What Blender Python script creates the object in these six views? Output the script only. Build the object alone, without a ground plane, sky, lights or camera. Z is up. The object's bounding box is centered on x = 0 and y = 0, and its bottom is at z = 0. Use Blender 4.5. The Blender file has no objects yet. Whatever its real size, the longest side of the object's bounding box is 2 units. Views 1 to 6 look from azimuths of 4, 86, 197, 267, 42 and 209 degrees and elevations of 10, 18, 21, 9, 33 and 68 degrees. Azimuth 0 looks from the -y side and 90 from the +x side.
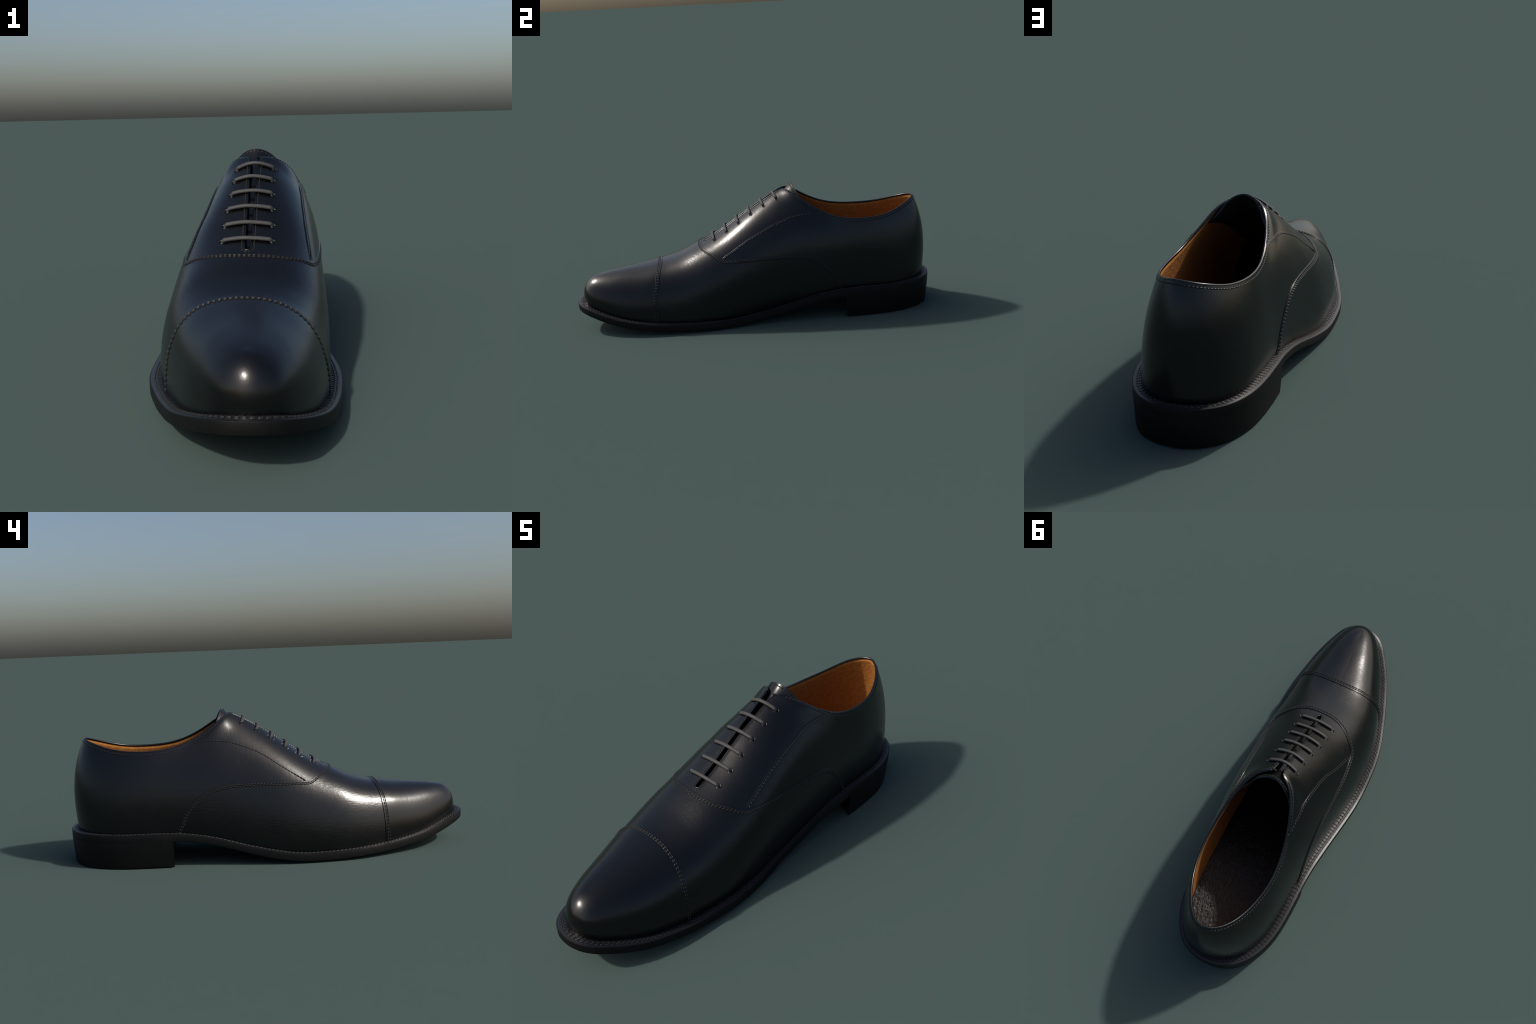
# A black leather cap-toe lace-up dress shoe, built panel by panel.
import math
import numpy as np

# ------------------------------------------------------------------ helpers
def spline(ctrl, n=None, closed=False, at=None):
    """Centripetal-parameter cubic (Catmull-Rom) through control points."""
    P = np.asarray(ctrl, float)
    if closed:
        P = np.vstack([P[-2:], P, P[:3]])
    else:
        P = np.vstack([2 * P[0] - P[1], P, 2 * P[-1] - P[-2]])
    d = np.sqrt(np.linalg.norm(np.diff(P, axis=0), axis=1)) + 1e-9
    k = np.concatenate([[0], np.cumsum(d)])
    m = np.zeros_like(P)
    for i in range(1, len(P) - 1):
        h0, h1 = d[i - 1], d[i]
        m[i] = ((P[i] - P[i - 1]) / h0 * h1 + (P[i + 1] - P[i]) / h1 * h0) / (h0 + h1)
    lo, hi = (2, len(P) - 3) if closed else (1, len(P) - 2)
    out = []
    per = 24
    for i in range(lo, hi):
        t = np.linspace(0, 1, per, endpoint=False)[:, None]
        h = d[i]
        out.append((2 * t**3 - 3 * t**2 + 1) * P[i] + (t**3 - 2 * t**2 + t) * h * m[i]
                   + (-2 * t**3 + 3 * t**2) * P[i + 1] + (t**3 - t**2) * h * m[i + 1])
    C = np.vstack(out + [P[hi][None]])
    if n is None:
        return C
    return resample(C, n)

def arclen(C):
    return np.concatenate([[0], np.cumsum(np.linalg.norm(np.diff(C, axis=0), axis=1))])

def resample(C, n):
    L = arclen(C)
    q = np.linspace(0, L[-1], n) if np.isscalar(n) else np.asarray(n) * L[-1]
    return np.stack([np.interp(q, L, C[:, k]) for k in range(C.shape[1])], 1)

def table(pairs):
    """Smooth monotone-ish interpolator through (x, value...) rows (pchip slopes)."""
    A = np.asarray(pairs, float)
    x, V = A[:, 0], A[:, 1:]
    h = np.diff(x)[:, None]
    dl = np.diff(V, axis=0) / h
    m = np.zeros_like(V)
    for i in range(1, len(x) - 1):
        a, b = dl[i - 1], dl[i]
        w1, w2 = 2 * h[i] + h[i - 1], h[i] + 2 * h[i - 1]
        with np.errstate(divide='ignore', invalid='ignore'):
            hm = (w1 + w2) / (w1 / a + w2 / b)
        m[i] = np.where(a * b > 0, hm, 0)
    m[0], m[-1] = dl[0], dl[-1]
    def f(q):
        q = np.clip(np.asarray(q, float), x[0], x[-1])
        i = np.clip(np.searchsorted(x, q) - 1, 0, len(x) - 2)
        t = ((q - x[i]) / h[i, 0])[..., None]
        H = h[i]
        r = ((2 * t**3 - 3 * t**2 + 1) * V[i] + (t**3 - 2 * t**2 + t) * H * m[i]
             + (-2 * t**3 + 3 * t**2) * V[i + 1] + (t**3 - t**2) * H * m[i + 1])
        return r[..., 0] if V.shape[1] == 1 else r
    return f

def smooth(a, b, x):
    t = np.clip((x - a) / (b - a), 0, 1)
    return t * t * (3 - 2 * t)

def gauss(v, sig):
    """Gaussian smoothing of rows along axis 0, ends held."""
    r = int(3 * sig) + 1
    k = np.exp(-0.5 * (np.arange(-r, r + 1) / sig) ** 2); k /= k.sum()
    P = np.concatenate([2 * v[:1] - v[r:0:-1], v, 2 * v[-1:] - v[-2:-r - 2:-1]])
    return np.stack([np.convolve(P[:, j], k, 'valid') for j in range(v.shape[1])], 1)

# ------------------------------------------------------------------ sole plan
# toe tip -> inner (medial, -x) side -> heel back
SOLE_MEDIAL = [(.068, -1.0), (.024, -.994), (-.018, -.974), (-.055, -.941), (-.090, -.895), (-.138, -.82),
               (-.170, -.757), (-.198, -.69), (-.228, -.612), (-.252, -.54), (-.276, -.465), (-.294, -.39),
               (-.305, -.31), (-.310, -.22), (-.311, -.12), (-.307, -.04), (-.299, .04), (-.287, .14),
               (-.274, .25), (-.263, .36), (-.258, .46), (-.258, .56), (-.255, .66), (-.246, .745),
               (-.226, .82), (-.195, .885), (-.155, .934), (-.106, .970), (-.052, .993), (.005, 1.0)]
SOLE_LATERAL = [(.062, .994), (.119, .972), (.160, .937), (.194, .888), (.221, .832), (.240, .768),
                (.251, .69), (.257, .60), (.260, .50), (.260, .38), (.258, .25), (.258, .17), (.262, .08),
                (.270, -.02), (.284, -.11), (.299, -.20), (.309, -.28), (.3135, -.37), (.310, -.47),
                (.303, -.57), (.291, -.66), (.275, -.74), (.257, -.80), (.236, -.855), (.212, -.905),
                (.187, -.947), (.153, -.978), (.112, -.995)]
OUT = resample(spline(SOLE_MEDIAL + SOLE_LATERAL, closed=True), 1401)      # closed loop, start = toe tip

def loop_normals(C):
    t = np.roll(C[:-1], -1, 0) - np.roll(C[:-1], 1, 0)
    t = t / np.linalg.norm(t, axis=1)[:, None]
    n = np.stack([t[:, 1], -t[:, 0]], 1)
    n = np.vstack([n, n[:1]])
    c = C[:-1].mean(0)
    if np.sum((C - c) * n) < 0:
        n = -n
    return n
OUTN = loop_normals(OUT)

# top of the welt above ground, along the length
welt_top = table([(-1.0, .154), (-.965, .145), (-.93, .134), (-.864, .113), (-.757, .0855), (-.659, .070), (-.518, .055),
                  (-.383, .048), (-.255, .044), (-.172, .043), (-.089, .048), (-.007, .061), (.116, .087),
                  (.198, .109), (.279, .130), (.361, .146), (.476, .159), (.608, .163), (.777, .163), (.9, .165), (1.0, .168)])
SOLE_T = .037

inset_m = table([(-1, .034), (-.6, .036), (.0, .036), (.5, .034), (1, .032)])
inset_l = table([(-1, .034), (-.6, .036), (-.3, .036), (.0, .025), (.25, .022), (.5, .032), (1, .032)])
is_med = np.arange(len(OUT)) <= int(np.argmax(OUT[:, 1]))
FEA = OUT - OUTN * np.where(is_med, inset_m(OUT[:, 1]), inset_l(OUT[:, 1]))[:, None]
FEA = np.column_stack([FEA, welt_top(OUT[:, 1]) - .004])          # the welt lies level across its width
# split feather loop in medial and lateral halves running toe -> heel
i_toe = 0
i_heel = int(np.argmax(FEA[:, 1]))
F_M = FEA[: i_heel + 1]
F_L = FEA[i_heel:][::-1]

# ------------------------------------------------------------------ top line
ridge = table([  # y, x, z : crest from toe box to top of the lacing
    (-.86, .056, .291), (-.795, .050, .3035), (-.722, .043, .311), (-.642, .036, .319), (-.582, .031, .327),
    (-.538, .028, .334), (-.503, .025, .339), (-.455, .022, .352), (-.415, .020, .365), (-.384, .019, .378),
    (-.353, .018, .394), (-.318, .017, .411), (-.243, .016, .447), (-.175, .016, .486), (-.102, .016, .535),
    (-.032, .016, .583), (.038, .016, .627), (.107, .016, .669), (.135, .016, .686), (.178, .016, .712)])
TOP_M = [(.016, .178, .712), (-.012, .184, .711), (-.047, .208, .699), (-.071, .234, .682), (-.089, .262, .663), (-.115, .322, .622), (-.142, .417, .576),
         (-.159, .52, .552), (-.161, .608, .547), (-.149, .695, .551), (-.124, .785, .567), (-.093, .85, .588),
         (-.053, .892, .603), (-.018, .910, .611), (.012, .914, .613)]
TOP_L = [(.016, .178, .712), (.044, .182, .710), (.081, .204, .700), (.110, .232, .683), (.136, .268, .660), (.160, .328, .618), (.182, .40, .579),
         (.191, .48, .553), (.192, .565, .543), (.180, .665, .543), (.158, .738, .552), (.124, .81, .571),
         (.090, .861, .590), (.053, .897, .604), (.030, .911, .611), (.012, .914, .613)]
CORNER_Y = .178

NS, NT = 640, 150
S_OPEN = None

TOP_M = [(x, y, z - .001 * float(smooth(.2, .35, y))) for x, y, z in TOP_M]
TOP_L = [(x, y, z - .001 * float(smooth(.2, .35, y))) for x, y, z in TOP_L]

def build_half(F, TOP, side, ym):
    """Grid of points [NS, NT, 3] from feather line (t=0) to crest / topline (t=1). side -1 medial, +1 lateral."""
    # stations: finer at the toe and heel turn
    u = np.linspace(0, 1, NS)
    F3 = resample(F, u)
    f = F3[:, :2]
    yb = ym                                   # both halves share their crest stations
    # crest position belonging to each station
    ymap = table([(-.97, -.86), (-.94, -.845), (-.88, -.80), (-.80, -.735), (-.70, -.655), (-.60, -.572), (-.50, -.485),
                  (-.40, -.392), (-.2, -.197), (0, .0), (.172, .178)])
    closed = yb <= .172
    yt = ymap(yb)
    T3 = np.zeros((NS, 3))
    r = ridge(yt)
    T3[:, 0], T3[:, 1], T3[:, 2] = r[:, 0], yt, r[:, 1]
    # open part: walk the topline by blended arc length
    tp = spline(TOP)
    no = (~closed).sum()
    q = np.linspace(0, 1, no + 1)[1:]
    # keep y of topline close to y of the feather point
    ytop_goal = table([(.172, .178), (.24, .238), (.32, .318), (.42, .415), (.52, .512), (.62, .61), (.70, .69), (.78, .755), (.85, .815), (.90, .855), (.94, .888), (.969, .914)])
    L = arclen(tp)
    ly = np.maximum.accumulate(tp[:, 1] + 1e-7 * np.arange(len(tp)))
    yo = yb[~closed]
    lq = np.interp(ytop_goal(yo), ly, L)
    # arc length near the back where y stalls
    w = smooth(.80, .95, yo)
    Lf = arclen(F3[~closed]); 
    lend = L[-1] - (Lf[-1] - Lf) * .50
    lq = lq * (1 - w) + lend * w
    lq = np.maximum.accumulate(lq); lq[-1] = L[-1]
    T3[~closed] = np.stack([np.interp(lq, L, tp[:, k]) for k in range(3)], 1)
    # outward direction in plan
    t = np.gradient(f, axis=0); t /= np.linalg.norm(t, axis=1)[:, None]
    nrm = np.stack([t[:, 1], -t[:, 0]], 1)
    if side > 0: nrm = -nrm
    nrm = np.where((np.arange(NS) >= 0)[:, None], nrm, nrm)
    # make sure it points outwards
    if np.sum(nrm[NS // 2, 0] * side) < 0: nrm = -nrm
    O = np.column_stack([nrm, np.zeros(NS)])
    tt = np.linspace(0, 1, NT)[None, :, None]
    h = (T3[:, 2] - F3[:, 2])[:, None]
    up = np.array([0, 0, 1.0])
    P = SHAPE[side](yb)
    k1, o1, k2, dz2 = [P[:, j][:, None] for j in range(4)]
    P0 = F3
    P1 = F3 + O * o1 + up * (k1 * h)
    lat = F3 - T3; lat[:, 2] = 0
    P2 = T3 + lat * k2 + up * dz2
    P0, P1, P2, P3 = [a[:, None, :] for a in (P0, P1, P2, T3)]
    bez = (1 - tt)**3 * P0 + 3 * tt * (1 - tt)**2 * P1 + 3 * tt**2 * (1 - tt) * P2 + tt**3 * P3
    # open wall: upright with a belly, leaning in towards the topline
    v = np.linspace(0, 1, NT)[None, :, None]
    bl = BELLY[side](yb)
    wall = F3[:, None] * (1 - v**bl[:, 1][:, None, None]) + T3[:, None] * v**bl[:, 1][:, None, None]
    wall[:, :, 2] = (F3[:, 2][:, None] * (1 - v[..., 0]) + T3[:, 2][:, None] * v[..., 0])
    wall = wall + O[:, None] * bl[:, 0][:, None, None] * (4 * v * (1 - v))**1.1
    wgt = smooth(.10, .40, yb)[:, None, None]
    # resample both by arc length so the blend is even
    def even(G):
        d = np.concatenate([np.zeros((NS, 1)), np.cumsum(np.linalg.norm(np.diff(G, axis=1), axis=2), axis=1)], 1)
        o = np.empty_like(G)
        for i in range(NS):
            q = np.linspace(0, d[i, -1], NT)
            for k in range(3): o[i, :, k] = np.interp(q, d[i], G[i, :, k])
        return o
    G = even(bez) * (1 - wgt) + even(wall) * wgt
    # soften along the length
    G2 = G.reshape(NS, -1)
    Gs = gauss(G2, 7.0)
    ends = np.minimum(np.arange(NS), NS - 1 - np.arange(NS))
    we = smooth(0, 14, ends)[:, None]
    G = (G2 * (1 - we) + Gs * we).reshape(NS, NT, 3)
    # the walls below the lacing corner flow on without a crease
    Gw = gauss(G.reshape(NS, -1), 26.0).reshape(NS, NT, 3)
    ww = (smooth(-.10, .08, yb) * (1 - smooth(.42, .62, yb)))[:, None, None] * (1 - smooth(.80, .99, np.linspace(0, 1, NT)))[None, :, None]
    ww = ww * smooth(0, .12, np.linspace(0, 1, NT))[None, :, None]
    G = G * (1 - ww) + Gw * ww
    return even(G)

# y, rise of lower handle (share of height), outward push, reach of upper handle (share of width), lift of upper handle
SHAPE = {
    -1: table([(-.97, .58, .000, .82, 0), (-.9, .54, .000, .78, 0), (-.75, .60, .000, .70, 0), (-.55, .72, .000, .70, 0),
               (-.40, .72, .004, .65, 0), (-.25, .70, .008, .58, 0), (-.10, .67, .012, .51, 0), (.05, .63, .012, .45, 0),
               (.18, .57, .000, .41, 0), (.97, .5, .000, .4, 0)]),
    1: table([(-.97, .58, .000, .82, 0), (-.9, .52, .000, .80, 0), (-.75, .56, .000, .73, 0), (-.55, .66, .000, .69, 0),
              (-.40, .67, .002, .67, 0), (-.25, .70, .040, .66, 0), (-.10, .68, .070, .64, 0), (.05, .64, .080, .62, 0),
              (.18, .58, .075, .59, 0), (.97, .5, .03, .5, 0)]),
}
# y, belly of the upright wall, lean exponent
BELLY = {
    -1: table([(-.97, .01, 2.6), (.1, .008, 2.6), (.25, .005, 2.6), (.35, .001, 2.5), (.6, -.001, 2.4), (.85, -.001, 2.4), (.93, .004, 2.7), (.97, .0145, 3.0)]),
    1: table([(-.97, .02, 2.6), (.1, .036, 2.6), (.25, .027, 2.6), (.35, .020, 2.4), (.6, .012, 2.4), (.85, .000, 2.4), (.93, .004, 2.7), (.97, .0145, 3.0)]),
}

Y_MEAN = .5 * (resample(F_M, np.linspace(0, 1, NS))[:, 1] + resample(F_L, np.linspace(0, 1, NS))[:, 1])
G_M = build_half(F_M, TOP_M, -1, Y_MEAN)
G_L = build_half(F_L, TOP_L, 1, Y_MEAN)
# the halves share the toe line, the crest and the heel line
def weld_halves():
    mid = .5 * (G_M[0] + G_L[0]); G_M[0] = mid; G_L[0] = mid
    mid = .5 * (G_M[-1] + G_L[-1]); G_M[-1] = mid; G_L[-1] = mid
weld_halves()
# SHAPE END

import bpy
from mathutils import Vector

# ------------------------------------------------------------------ base skin of the upper
N_CLOSED = int((Y_MEAN <= .172).sum())          # stations whose halves meet at the crest

def base_mesh():
    idx_m = np.arange(NS * NT).reshape(NS, NT)
    idx_l = idx_m + NS * NT
    idx_l = idx_l.copy()
    idx_l[0] = idx_m[0]; idx_l[-1] = idx_m[-1]
    idx_l[:N_CLOSED, -1] = idx_m[:N_CLOSED, -1]
    V = np.concatenate([G_M.reshape(-1, 3), G_L.reshape(-1, 3)])
    def faces(ix, flip):
        a, b, c, d = ix[:-1, :-1], ix[1:, :-1], ix[1:, 1:], ix[:-1, 1:]
        t1 = np.stack([a, b, c], -1).reshape(-1, 3); t2 = np.stack([a, c, d], -1).reshape(-1, 3)
        t = np.concatenate([t1, t2])
        return t[:, ::-1] if flip else t
    T = np.concatenate([faces(idx_m, True), faces(idx_l, False)])
    def arcs(G):
        return np.concatenate([np.zeros((NS, 1)), np.cumsum(np.linalg.norm(np.diff(G, axis=1), axis=2), axis=1)], 1)
    A = np.concatenate([arcs(G_M).ravel(), arcs(G_L).ravel()])
    full = np.concatenate([np.repeat(arcs(G)[:, -1], NT) for G in (G_M, G_L)])
    side = np.concatenate([-np.ones(NS * NT), np.ones(NS * NT)])
    stat = np.concatenate([np.repeat(np.arange(NS), NT)] * 2).astype(float)
    T = T[(T[:, 0] != T[:, 1]) & (T[:, 1] != T[:, 2]) & (T[:, 0] != T[:, 2])]
    return V, T, dict(A=A, B=full - A, side=side, st=stat)

def vnormals(V, T):
    fn = np.cross(V[T[:, 1]] - V[T[:, 0]], V[T[:, 2]] - V[T[:, 0]])
    N = np.zeros_like(V)
    for k in range(3): np.add.at(N, T[:, k], fn)
    return N / (np.linalg.norm(N, axis=1)[:, None] + 1e-20)

VB, TB, ATT = base_mesh()
NB = vnormals(VB, TB)
if np.sum(NB[:, 2] * (VB[:, 2] > .3)) < 0:
    TB = TB[:, ::-1].copy(); NB = -NB
# blend the place where the toe lines run into the crest
def relax(V, T, centre, radius, it):
    w = 1 - smooth(.45 * radius, radius, np.linalg.norm(V - centre, axis=1))
    sel = T[(w[T] > 0).any(1)]
    e = np.unique(np.sort(np.concatenate([sel[:, [0, 1]], sel[:, [1, 2]], sel[:, [2, 0]]]), 1), axis=0)
    u = np.unique(e)
    mp = np.zeros(len(V), int); mp[u] = np.arange(len(u)); e = mp[e]
    X = V[u].copy(); W = w[u][:, None]
    cnt = np.bincount(e.ravel(), minlength=len(u))[:, None]
    for k in range(it):
        S = np.zeros_like(X)
        for c in range(3):
            S[:, c] = np.bincount(e[:, 0], X[e[:, 1], c], len(u)) + np.bincount(e[:, 1], X[e[:, 0], c], len(u))
        X = X + W * .6 * (S / cnt - X)
    V = V.copy(); V[u] = X
    return V
VB = relax(VB, TB, np.array([.056, -.85, .295]), .14, 260)
NB = vnormals(VB, TB)
# vertices welded away have no faces: give them the partner's normal
used = np.zeros(len(VB), bool); used[TB.ravel()] = True

# ------------------------------------------------------------------ seams, laid out on (y, arc length from welt)
def section_arcs(G):
    return np.concatenate([np.zeros((NS, 1)), np.cumsum(np.linalg.norm(np.diff(G, axis=1), axis=2), axis=1)], 1)
ARC = {-1: section_arcs(G_M), 1: section_arcs(G_L)}
GRID = {-1: G_M, 1: G_L}

def station_at(side, y, share=.7):
    col = GRID[side][:, int(NT * share), 1]
    return np.interp(y, np.maximum.accumulate(col + 1e-9 * np.arange(NS)), np.arange(NS))

def arc_from_z(side, y, z):
    i = int(round(float(station_at(side, y, .5))))
    g = GRID[side][i]
    return float(np.interp(z, np.maximum.accumulate(g[:, 2] + 1e-9 * np.arange(NT)), ARC[side][i]))

def arc_from_crest(side, y, b):
    i = int(round(float(station_at(side, y, .95))))
    return float(ARC[side][i, -1] - b)

def surf_point(side, y, a):
    """Point and normal on the skin at (y, arc length from the welt); arrays."""
    G, AR = GRID[side], ARC[side]
    y = np.atleast_1d(y); a = np.atleast_1d(a)
    P = np.zeros((len(y), 3)); S = np.zeros(len(y))
    i = station_at(side, y, .6)
    for it in range(4):
        i0 = np.clip(np.floor(i).astype(int), 0, NS - 2); fr = i - i0
        q = np.zeros((len(y), 3))
        for k in range(len(y)):
            for w, ii in ((1 - fr[k], i0[k]), (fr[k], i0[k] + 1)):
                aa = min(max(a[k], 0), AR[ii, -1])
                q[k] += w * np.array([np.interp(aa, AR[ii], G[ii, :, c]) for c in range(3)])
        P = q
        i = np.clip(i + (y - P[:, 1]) / (GRID[side][-1, 75, 1] - GRID[side][0, 75, 1]) * NS, 0, NS - 1.001)
    ii = np.clip(np.round(i).astype(int), 0, NS - 1)
    tt = np.array([np.argmin(abs(AR[ii[k]] - a[k])) for k in range(len(y))])
    off = 0 if side < 0 else NS * NT
    N = NB[np.clip(ii, 1, NS - 2) * NT + np.clip(tt, 0, NT - 2) + off]
    return P, N

VAMP_SEAM = {  # ('c', y, distance from crest) or ('z', y, height)
    -1: [('c', -.293, 0), ('c', -.290, .05), ('c', -.272, .112), ('c', -.234, .173), ('z', -.182, .377), ('z', -.113, .379), ('z', -.027, .382),
         ('z', .058, .385), ('z', .142, .385), ('z', .225, .379), ('z', .309, .353), ('z', .369, .314), ('z', .422, .256), ('z', .449, .20), ('z', .473, .152)],
    1: [('c', -.293, 0), ('c', -.291, .05), ('c', -.276, .112), ('c', -.240, .169), ('z', -.195, .376), ('z', -.144, .373), ('z', -.052, .375),
        ('z', .043, .378), ('z', .136, .379), ('z', .225, .376), ('z', .301, .358), ('z', .361, .318), ('z', .410, .266), ('z', .446, .207), ('z', .477, .152)]}
QUARTER_SEAM = {
    -1: [('z', -.178, .375), ('z', -.142, .398), ('z', -.096, .427), ('z', -.035, .466), ('z', .022, .506), ('z', .07, .532), ('z', .115, .552),
         ('z', .159, .569), ('z', .205, .582), ('z', .246, .588), ('z', .293, .590), ('z', .335, .590), ('z', .385, .582)],
    1: [('z', -.191, .373), ('z', -.168, .391), ('z', -.129, .413), ('z', -.09, .438), ('z', -.028, .476), ('z', .031, .507), ('z', .091, .536),
        ('z', .151, .560), ('z', .208, .580), ('z', .265, .588), ('z', .324, .589), ('z', .36, .585), ('z', .39, .578)]}

def seam_curve(defs, side):
    pts = [(y, arc_from_crest(side, y, v) if k == 'c' else arc_from_z(side, y, v)) for k, y, v in defs]
    return resample(spline(pts), 160)

def cap_y(z):
    return np.interp(z, [.04, .15, .22, .28, .32, .34], [-.549, -.546, -.541, -.534, -.525, -.518])

SEAM_V = {s: seam_curve(VAMP_SEAM[s], s) for s in (-1, 1)}
SEAM_Q = {s: seam_curve(QUARTER_SEAM[s], s) for s in (-1, 1)}

def in_poly(P, Q):
    r = np.zeros(len(P), bool)
    x, y = P[:, 0], P[:, 1]
    for (x0, y0), (x1, y1) in zip(Q, np.roll(Q, -1, 0)):
        if y0 == y1: continue
        c = (y0 > y) != (y1 > y)
        r ^= c & (x < (x1 - x0) * (y - y0) / (y1 - y0) + x0)
    return r

def line_dist(P, C):
    best = np.full(len(P), 1e9)
    for a, b in zip(C[:-1], C[1:]):
        ab = b - a
        t = np.clip(((P - a) @ ab) / (ab @ ab + 1e-18), 0, 1)
        d = P - a - t[:, None] * ab
        best = np.minimum(best, np.einsum('ij,ij->i', d, d))
    return np.sqrt(best)

def seam_fields(V, att):
    """Signed distances: + on vamp side, + on quarter side."""
    fv = np.zeros(len(V)); fq = np.zeros(len(V))
    YA = np.column_stack([V[:, 1], att['A']])
    for s in (-1, 1):
        m = att['side'] == s
        C = SEAM_V[s]
        Ce = np.vstack([[C[0] + (0, .3)], C, [C[-1] + (C[-1] - C[-4]) * 20]])
        poly = np.vstack([Ce, [[Ce[-1, 0], -2], [-2, -2], [-2, Ce[0, 1]]]])
        q = YA[m]
        d = line_dist(q, Ce[::2])
        fv[m] = np.where(in_poly(q, poly), d, -d)
        C = SEAM_Q[s]
        Ce = np.vstack([[C[0] - (C[4] - C[0]) * 12], C, [C[-1] + (.03, .15)]])
        poly = np.vstack([Ce, [[C[-1, 0] + .03, 3], [3, 3], [3, -3], [Ce[0, 0], -3]]])
        d = line_dist(q, Ce[::2])
        fq[m] = np.where(in_poly(q, poly), d, -d)
    return fv, fq

EYELETS = {-1: [(-.073, -.218, .447), (-.070, -.147, .487), (-.067, -.078, .531), (-.060, -.010, .578), (-.056, .060, .621), (-.053, .132, .657)],
           1: [(.095, -.219, .449), (.093, -.148, .488), (.091, -.079, .533), (.088, -.010, .578), (.087, .061, .623), (.089, .134, .660)]}
slit_half = table([(-.262, .0115), (-.1, .0125), (.05, .0145), (.12, .017), (.15, .0195), (.165, .022), (.178, .025), (.20, .030)])

def slit_field(V, att):
    """Negative inside the lacing gap."""
    y, b = V[:, 1], abs(V[:, 0] - .016)
    d = b - slit_half(y)
    e = np.hypot(y + .262, b) - .0115
    f = np.where(y > -.262, d, e)
    return np.where((y > .24) | (V[:, 2] < .3), .1, f)

FV, FQ = seam_fields(VB, ATT)
FC = cap_y(VB[:, 2]) - VB[:, 1]                       # + in front of the cap seam
ATT.update(fv=FV, fq=FQ, fc=FC, sl=slit_field(VB, ATT))

# ------------------------------------------------------------------ clipping triangle meshes by a field
def clip(V, T, att, f, level=0.0):
    g = f - level
    ins = g >= 0
    n = ins[T].sum(1)
    keep = [T[n == 3]]
    mixed = T[(n == 1) | (n == 2)]
    edges = {}
    newV, newA = [], {k: [] for k in att}
    base = len(V)
    def cut(i, j):
        k = (i, j) if i < j else (j, i)
        if k not in edges:
            t = g[k[0]] / (g[k[0]] - g[k[1]])
            t = min(max(t, 1e-3), 1 - 1e-3)
            edges[k] = base + len(newV)
            newV.append(V[k[0]] * (1 - t) + V[k[1]] * t)
            for a in att: newA[a].append(att[a][k[0]] * (1 - t) + att[a][k[1]] * t)
        return edges[k]
    ex = []
    for tri in mixed.tolist():
        s = [ins[v] for v in tri]
        if sum(s) == 1:
            k = s.index(True); a, b, c = tri[k], tri[(k + 1) % 3], tri[(k + 2) % 3]
            ex.append((a, cut(a, b), cut(a, c)))
        else:
            k = s.index(False); a, b, c = tri[k], tri[(k + 1) % 3], tri[(k + 2) % 3]
            p, q = cut(a, b), cut(a, c)
            ex.append((p, b, c)); ex.append((p, c, q))
    if ex: keep.append(np.array(ex))
    T2 = np.concatenate(keep)
    V2 = np.vstack([V, np.array(newV)]) if newV else V
    A2 = {k: np.concatenate([att[k], np.array(newA[k])]) if newV else att[k] for k in att}
    return compact(V2, T2, A2)

def compact(V, T, att):
    u, inv = np.unique(T.ravel(), return_inverse=True)
    return V[u], inv.reshape(-1, 3), {k: a[u] for k, a in att.items()}

def split4(V, T, att, mask):
    """Quarter the masked triangles (flat midpoints)."""
    tm = T[mask]; rest = T[~mask]
    e = np.concatenate([tm[:, [0, 1]], tm[:, [1, 2]], tm[:, [2, 0]]])
    es = np.sort(e, 1)
    u, inv = np.unique(es, axis=0, return_inverse=True); inv = inv.ravel()
    mid = .5 * (V[u[:, 0]] + V[u[:, 1]])
    A2 = {k: np.concatenate([a, .5 * (a[u[:, 0]] + a[u[:, 1]])]) for k, a in att.items()}
    m = len(V) + inv.reshape(3, -1)
    a, b, c = tm.T; ab, bc, ca = m
    T2 = np.concatenate([rest, np.stack([a, ab, ca], 1), np.stack([ab, b, bc], 1), np.stack([ca, bc, c], 1), np.stack([ab, bc, ca], 1)])
    return np.vstack([V, mid]), T2, A2

def boundary(T):
    e = np.concatenate([T[:, [0, 1]], T[:, [1, 2]], T[:, [2, 0]]])
    key = np.sort(e, 1)
    k = key[:, 0].astype(np.int64) * (key.max() + 1) + key[:, 1]
    u, inv, cnt = np.unique(k, return_inverse=True, return_counts=True)
    return e[cnt[inv.ravel()] == 1]

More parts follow.
